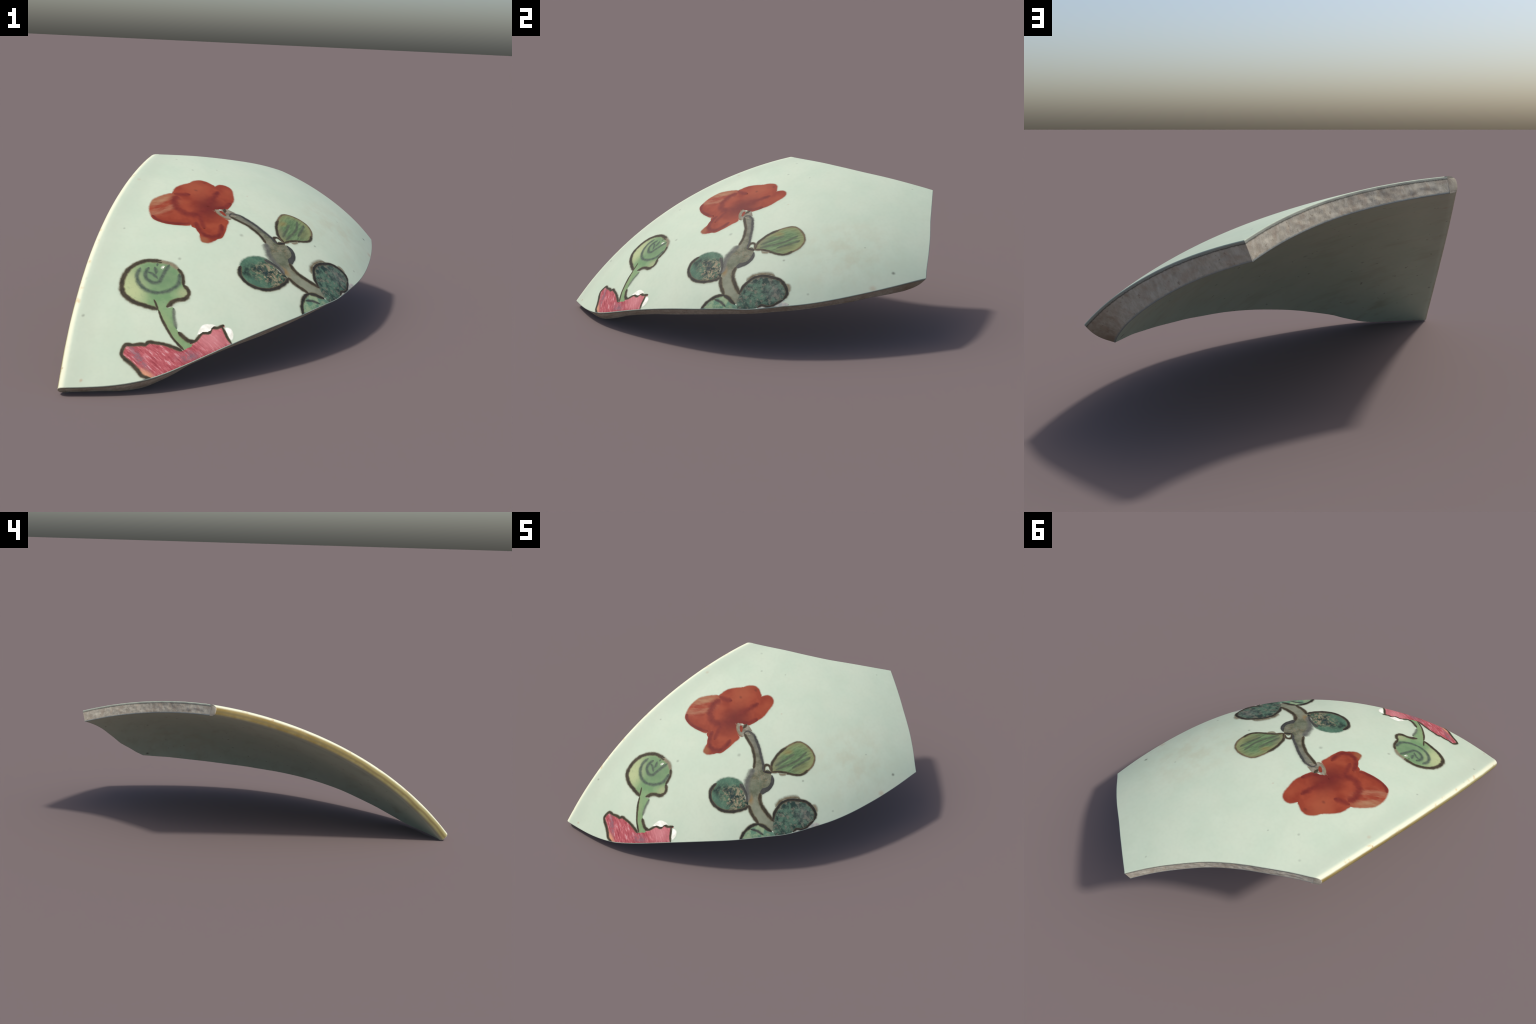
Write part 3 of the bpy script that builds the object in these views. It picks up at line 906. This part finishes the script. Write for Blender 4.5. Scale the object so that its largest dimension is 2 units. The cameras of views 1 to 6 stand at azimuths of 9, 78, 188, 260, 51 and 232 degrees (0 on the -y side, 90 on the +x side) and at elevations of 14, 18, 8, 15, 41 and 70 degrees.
def ribbon(name, line, width, mat, parent, height=.0022, taper=True, taper_min=.25, base=.0003, clip=None):
    LAYER[0] += 1
    height += .000004 * LAYER[0]
    n = len(line)
    side = left_normals(line)
    across = np.linspace(-1, 1, 9)
    w = np.full(n, width / 2)
    if taper:
        s = np.linspace(0, 1, n) * n * .004
        w *= taper_min + (1 - taper_min) * np.clip(np.minimum(s, s[-1] - s) / .016, 0, 1) ** .6
    w = w * (1 + .16 * np.array([noise.noise(Vector((x * 30, y * 30, width * 90))) for x, y in line]))
    pq = line[:, None] + side[:, None] * (across[None, :, None] * w[:, None, None])
    flat = pull_inside(pq.reshape(-1, 2))
    if clip is not None:
        out = ~np.any([inside(flat, c) for c in clip], axis=0)
        if out.any():
            feet = [nearest_on(flat[out], c) for c in clip]
            best = np.argmin([f[1] for f in feet], axis=0)
            flat[out] = np.array([f[0] for f in feet])[best, np.arange(out.sum())]
    lift = np.broadcast_to(base + height * (1 - across ** 2), (n, 9)).ravel()
    uv = np.stack([np.repeat(np.arange(n) * .004, 9), np.tile((across + 1) / 2, n)], -1)
    return add(name, place(flat, lift), grid_faces(n, 9), mat, parent=parent, uvs=uv, normals=dome_normal(flat[:, 0], flat[:, 1]))


def stroke(name, key, width, ink_name, parent=None, outer="glaze", inner=None, fill=None, core=.42, fringed=None, **more):
    """A brush line; where it bounds a painted area, its inner side fades into that paint."""
    line = spline(BRUSH[key]) if isinstance(key, str) else key
    if inner is None:
        inner = outer
    if fill is not None:
        test = line[1:-1] + left_normals(line)[1:-1] * .008
        if inside(test, fill).mean() < .5:
            line = line[::-1]
    return ribbon(name, line, width * 1.22, stroke_material(ink_name, outer, inner, core, fringed=ink_name in ("umber", "black") if fringed is None else fringed), parent, **more)


def wash(parent, loop, colour, others=(), width=.014, outer="glaze", skip=()):
    """Soft brushed border along the free part of an area's outline."""
    area2 = np.cross(loop, np.roll(loop, -1, 0)).sum()
    if area2 < 0:
        loop = loop[::-1]
    probe = loop - left_normals(loop, True) * .006
    free = inside(probe, OUTLINE_IN)
    for o in others:
        free &= ~inside(probe, o)
    if free.all():
        runs = [np.concatenate([loop, loop[:2]])]
    else:
        start = int(np.argmin(free))
        order = np.roll(np.arange(len(loop)), -start)
        runs, cur = [], []
        for i in order:
            if free[i]:
                cur.append(loop[i])
            elif cur:
                runs.append(np.array(cur))
                cur = []
        if cur:
            runs.append(np.array(cur))
    for r in runs:
        if len(r) > 3:
            ribbon("brushed_edge", r, width, wash_material(outer, colour), parent, height=.0009, taper=True, taper_min=.5)


# --- red bloom
petals = [area("petal", k, "red", .0006) for k in ("petal_left", "petal_bottom", "petal_right", "petal_crown", "petal_top")]
for i, (ob, loop) in enumerate(petals):
    wash(ob, loop, "red", [l for j, (_, l) in enumerate(petals) if j != i], width=.017)
by = dict(zip(("left", "bottom", "right", "crown", "top"), (p[0] for p in petals)))
for key, width, who in (("stroke_arc", .060, "top"), ("stroke_bottom", .046, "bottom"), ("stroke_bottom_in", .040, "bottom"), ("stroke_left", .030, "left"),
                        ("stroke_right", .046, "right"), ("stroke_right2", .040, "right"), ("stroke_top", .044, "top")):
    stroke("brush_line", key, width, "red_dark", by[who], "red", "red", core=.12, height=.0026, clip=[p[1] for p in petals])

# --- branch
branch, branch_loop = area("branch", "branch", "bark", .0010, relief=.0003)
knob, knob_loop = area("knot", "knob", "slate", .0006, base=.0016)
wash(knob, knob_loop, "slate", [branch_loop], width=.02)
stroke("outline", "branch_left_soft", .046, "grey", branch, "glaze", "bark", branch_loop, core=.15)
stroke("outline", "branch_left_line", .026, "umber", branch, "glaze", "bark", branch_loop)
stroke("outline", "branch_left_low", .030, "umber", branch, "glaze", "bark", branch_loop)
stroke("outline", "branch_right_line", .030, "slate", branch, "glaze", "bark", branch_loop)
stroke("outline", "branch_right_low", .034, "umber", branch, "glaze", "bark", branch_loop)
stroke("outline", "joint", .024, "umber", branch, "glaze", "glaze")
stroke("outline", "joint_base", .024, "black", branch, "bark", "bark")
calyx, calyx_loop = area("calyx", "calyx", "calyx", .0006, base=.0016)
wash(calyx, calyx_loop, "calyx", [branch_loop], width=.012)
eye, eye_loop = area("calyx_gap", "calyx_gap", "red", .0004, base=.0024)
wash(eye, eye_loop, "red", width=.008, outer="calyx")
stroke("outline", "calyx_left", .016, "tan", calyx, "red", "calyx", core=.3, height=.003)
stroke("outline", "calyx_dark", .024, "umber", calyx, "calyx", "red", core=.3, height=.003)
stroke("outline", "calyx_line", .014, "slate", calyx, "calyx", "calyx", core=.3, height=.003)

# --- leaves of the branch
leaf, loop = area("leaf", "leaf_light", "leaf_light", .0010)
stroke("outline", np.concatenate([loop, loop[:2]]), .019, "brown", leaf, "glaze", "leaf_light", loop, taper=False, core=.4)
for key in ("vein1", "vein2", "vein3"):
    stroke("vein", key, .024, "vein", leaf, "leaf_light", core=.1, clip=[loop])
stroke("outline", "leaf_light_tan", .024, "tan", leaf, "glaze", "glaze", core=.15)
stroke("outline", spline(BRUSH["leaf_light"][:5]), .024, "umber", leaf, "glaze", "leaf_light", loop, core=.3)
stroke("outline", spline(BRUSH["leaf_light"][12:18] + BRUSH["leaf_light"][:1]), .022, "umber", leaf, "glaze", "leaf_light", loop, core=.3)

leaf, loop = area("leaf", "leaf_dark", "leaf_dark", .0012, relief=.0006)
wash(leaf, loop, "leaf_dark", [branch_loop], width=.022)
stroke("outline", "leaf_dark_line", .030, "black", leaf, "glaze", "leaf_dark", loop)
stroke("outline", "leaf_dark_seam", .030, "slate", leaf, "bark", "leaf_dark", loop, core=.2)

leaf, loop = area("leaf", "leaf_edge", "leaf_edge", .0016, relief=.0008)
stroke("outline", "leaf_edge_halo", .040, "brown", leaf, "glaze", "glaze", core=.2, height=.0016)
stroke("outline", "leaf_edge_halo2", .034, "tan", leaf, "glaze", "glaze", core=.2, height=.0016)
stroke("outline", "leaf_edge_line", .028, "black", leaf, "glaze", "leaf_edge", loop)
stroke("outline", "leaf_edge_low", .020, "black", leaf, "chip", "leaf_edge", loop)
chipped, chip_loop = area("glaze_chip", "chip_white", "chip", .0004)
wash(chipped, chip_loop, "chip", [loop], width=.012)

leaf, loop = area("leaf", "leaf_low", "leaf_low", .0012, relief=.0006)
stroke("outline", "leaf_low_line", .028, "black", leaf, "glaze", "leaf_low", loop)
stroke("outline", "branch_foot_line", .032, "black", leaf, "bark", "leaf_low", loop)
stroke("vein", "leaf_low_vein", .022, "slate", leaf, "leaf_low", core=.15)

# --- green bud and its stalk
stalk, stalk_loop = area("stalk", "bud_stem", "bud_green", .0010)
bud, loop = area("bud", "bud", "bud_green", .0011)
stroke("outline", spline(BRUSH["bud"][:13]), .032, "umber", bud, "glaze", "bud_green", loop, taper_min=.6)
stroke("outline", spline(BRUSH["bud"][11:15]), .030, "tan", bud, "glaze", "bud_green", loop, core=.3, taper_min=.6)
stroke("outline", spline(BRUSH["bud"][14:18]), .026, "umber", bud, "glaze", "bud_green", loop, taper_min=.5, core=.4)
stroke("outline", spline(BRUSH["bud"][17:21]), .026, "umber", bud, "glaze", "bud_green", loop, taper_min=.5)
stroke("outline", spline(BRUSH["bud"][19:24]), .032, "umber", bud, "glaze", "bud_green", loop, taper_min=.4)
for key, width in (("bud_arc", .030), ("bud_curl", .028), ("bud_fleck", .026), ("bud_sweep", .022), ("bud_dash", .020)):
    stroke("brush_line", key, width, "bud_ink", bud, "bud_green", core=.2, clip=[loop])
stroke("brush_line", "bud_seam", .014, "umber", bud, "bud_green", core=.15)
dot, dot_loop = area("enamel_dot", "bud_white", "white", .0026)
wash(dot, dot_loop, "white", width=.010, outer="bud_green")
stroke("outline", "stem_left_line", .016, "umber", stalk, "glaze", "bud_green", stalk_loop)
stroke("outline", "stem_right_line", .024, "dusk", stalk, "glaze", "bud_green", stalk_loop, core=.1)
stroke("outline", "stem_right_dark", .028, "umber", stalk, "glaze", "bud_green", stalk_loop)

# --- cut-off pink bloom with white enamel beside it
for key, lines in (("pink_left", (("pink_left_line", .024),)), ("pink_right", (("pink_right_line", .022), ("pink_edge_line", .018)))):
    petal, loop = area("petal", key, "pink", .0014, relief=.0005)
    for line, width in lines:
        stroke("outline", line, width, "umber", petal, "glaze", "pink", loop)
heart, loop = area("petal", "pink_heart", "pink", .0008, base=.0022)
wash(heart, loop, "pink", width=.010, outer="pink")
for key in ("white_left", "white_right"):
    dab, loop = area("enamel_dab", key, "white", .0035)
    wash(dab, loop, "white", width=.010)
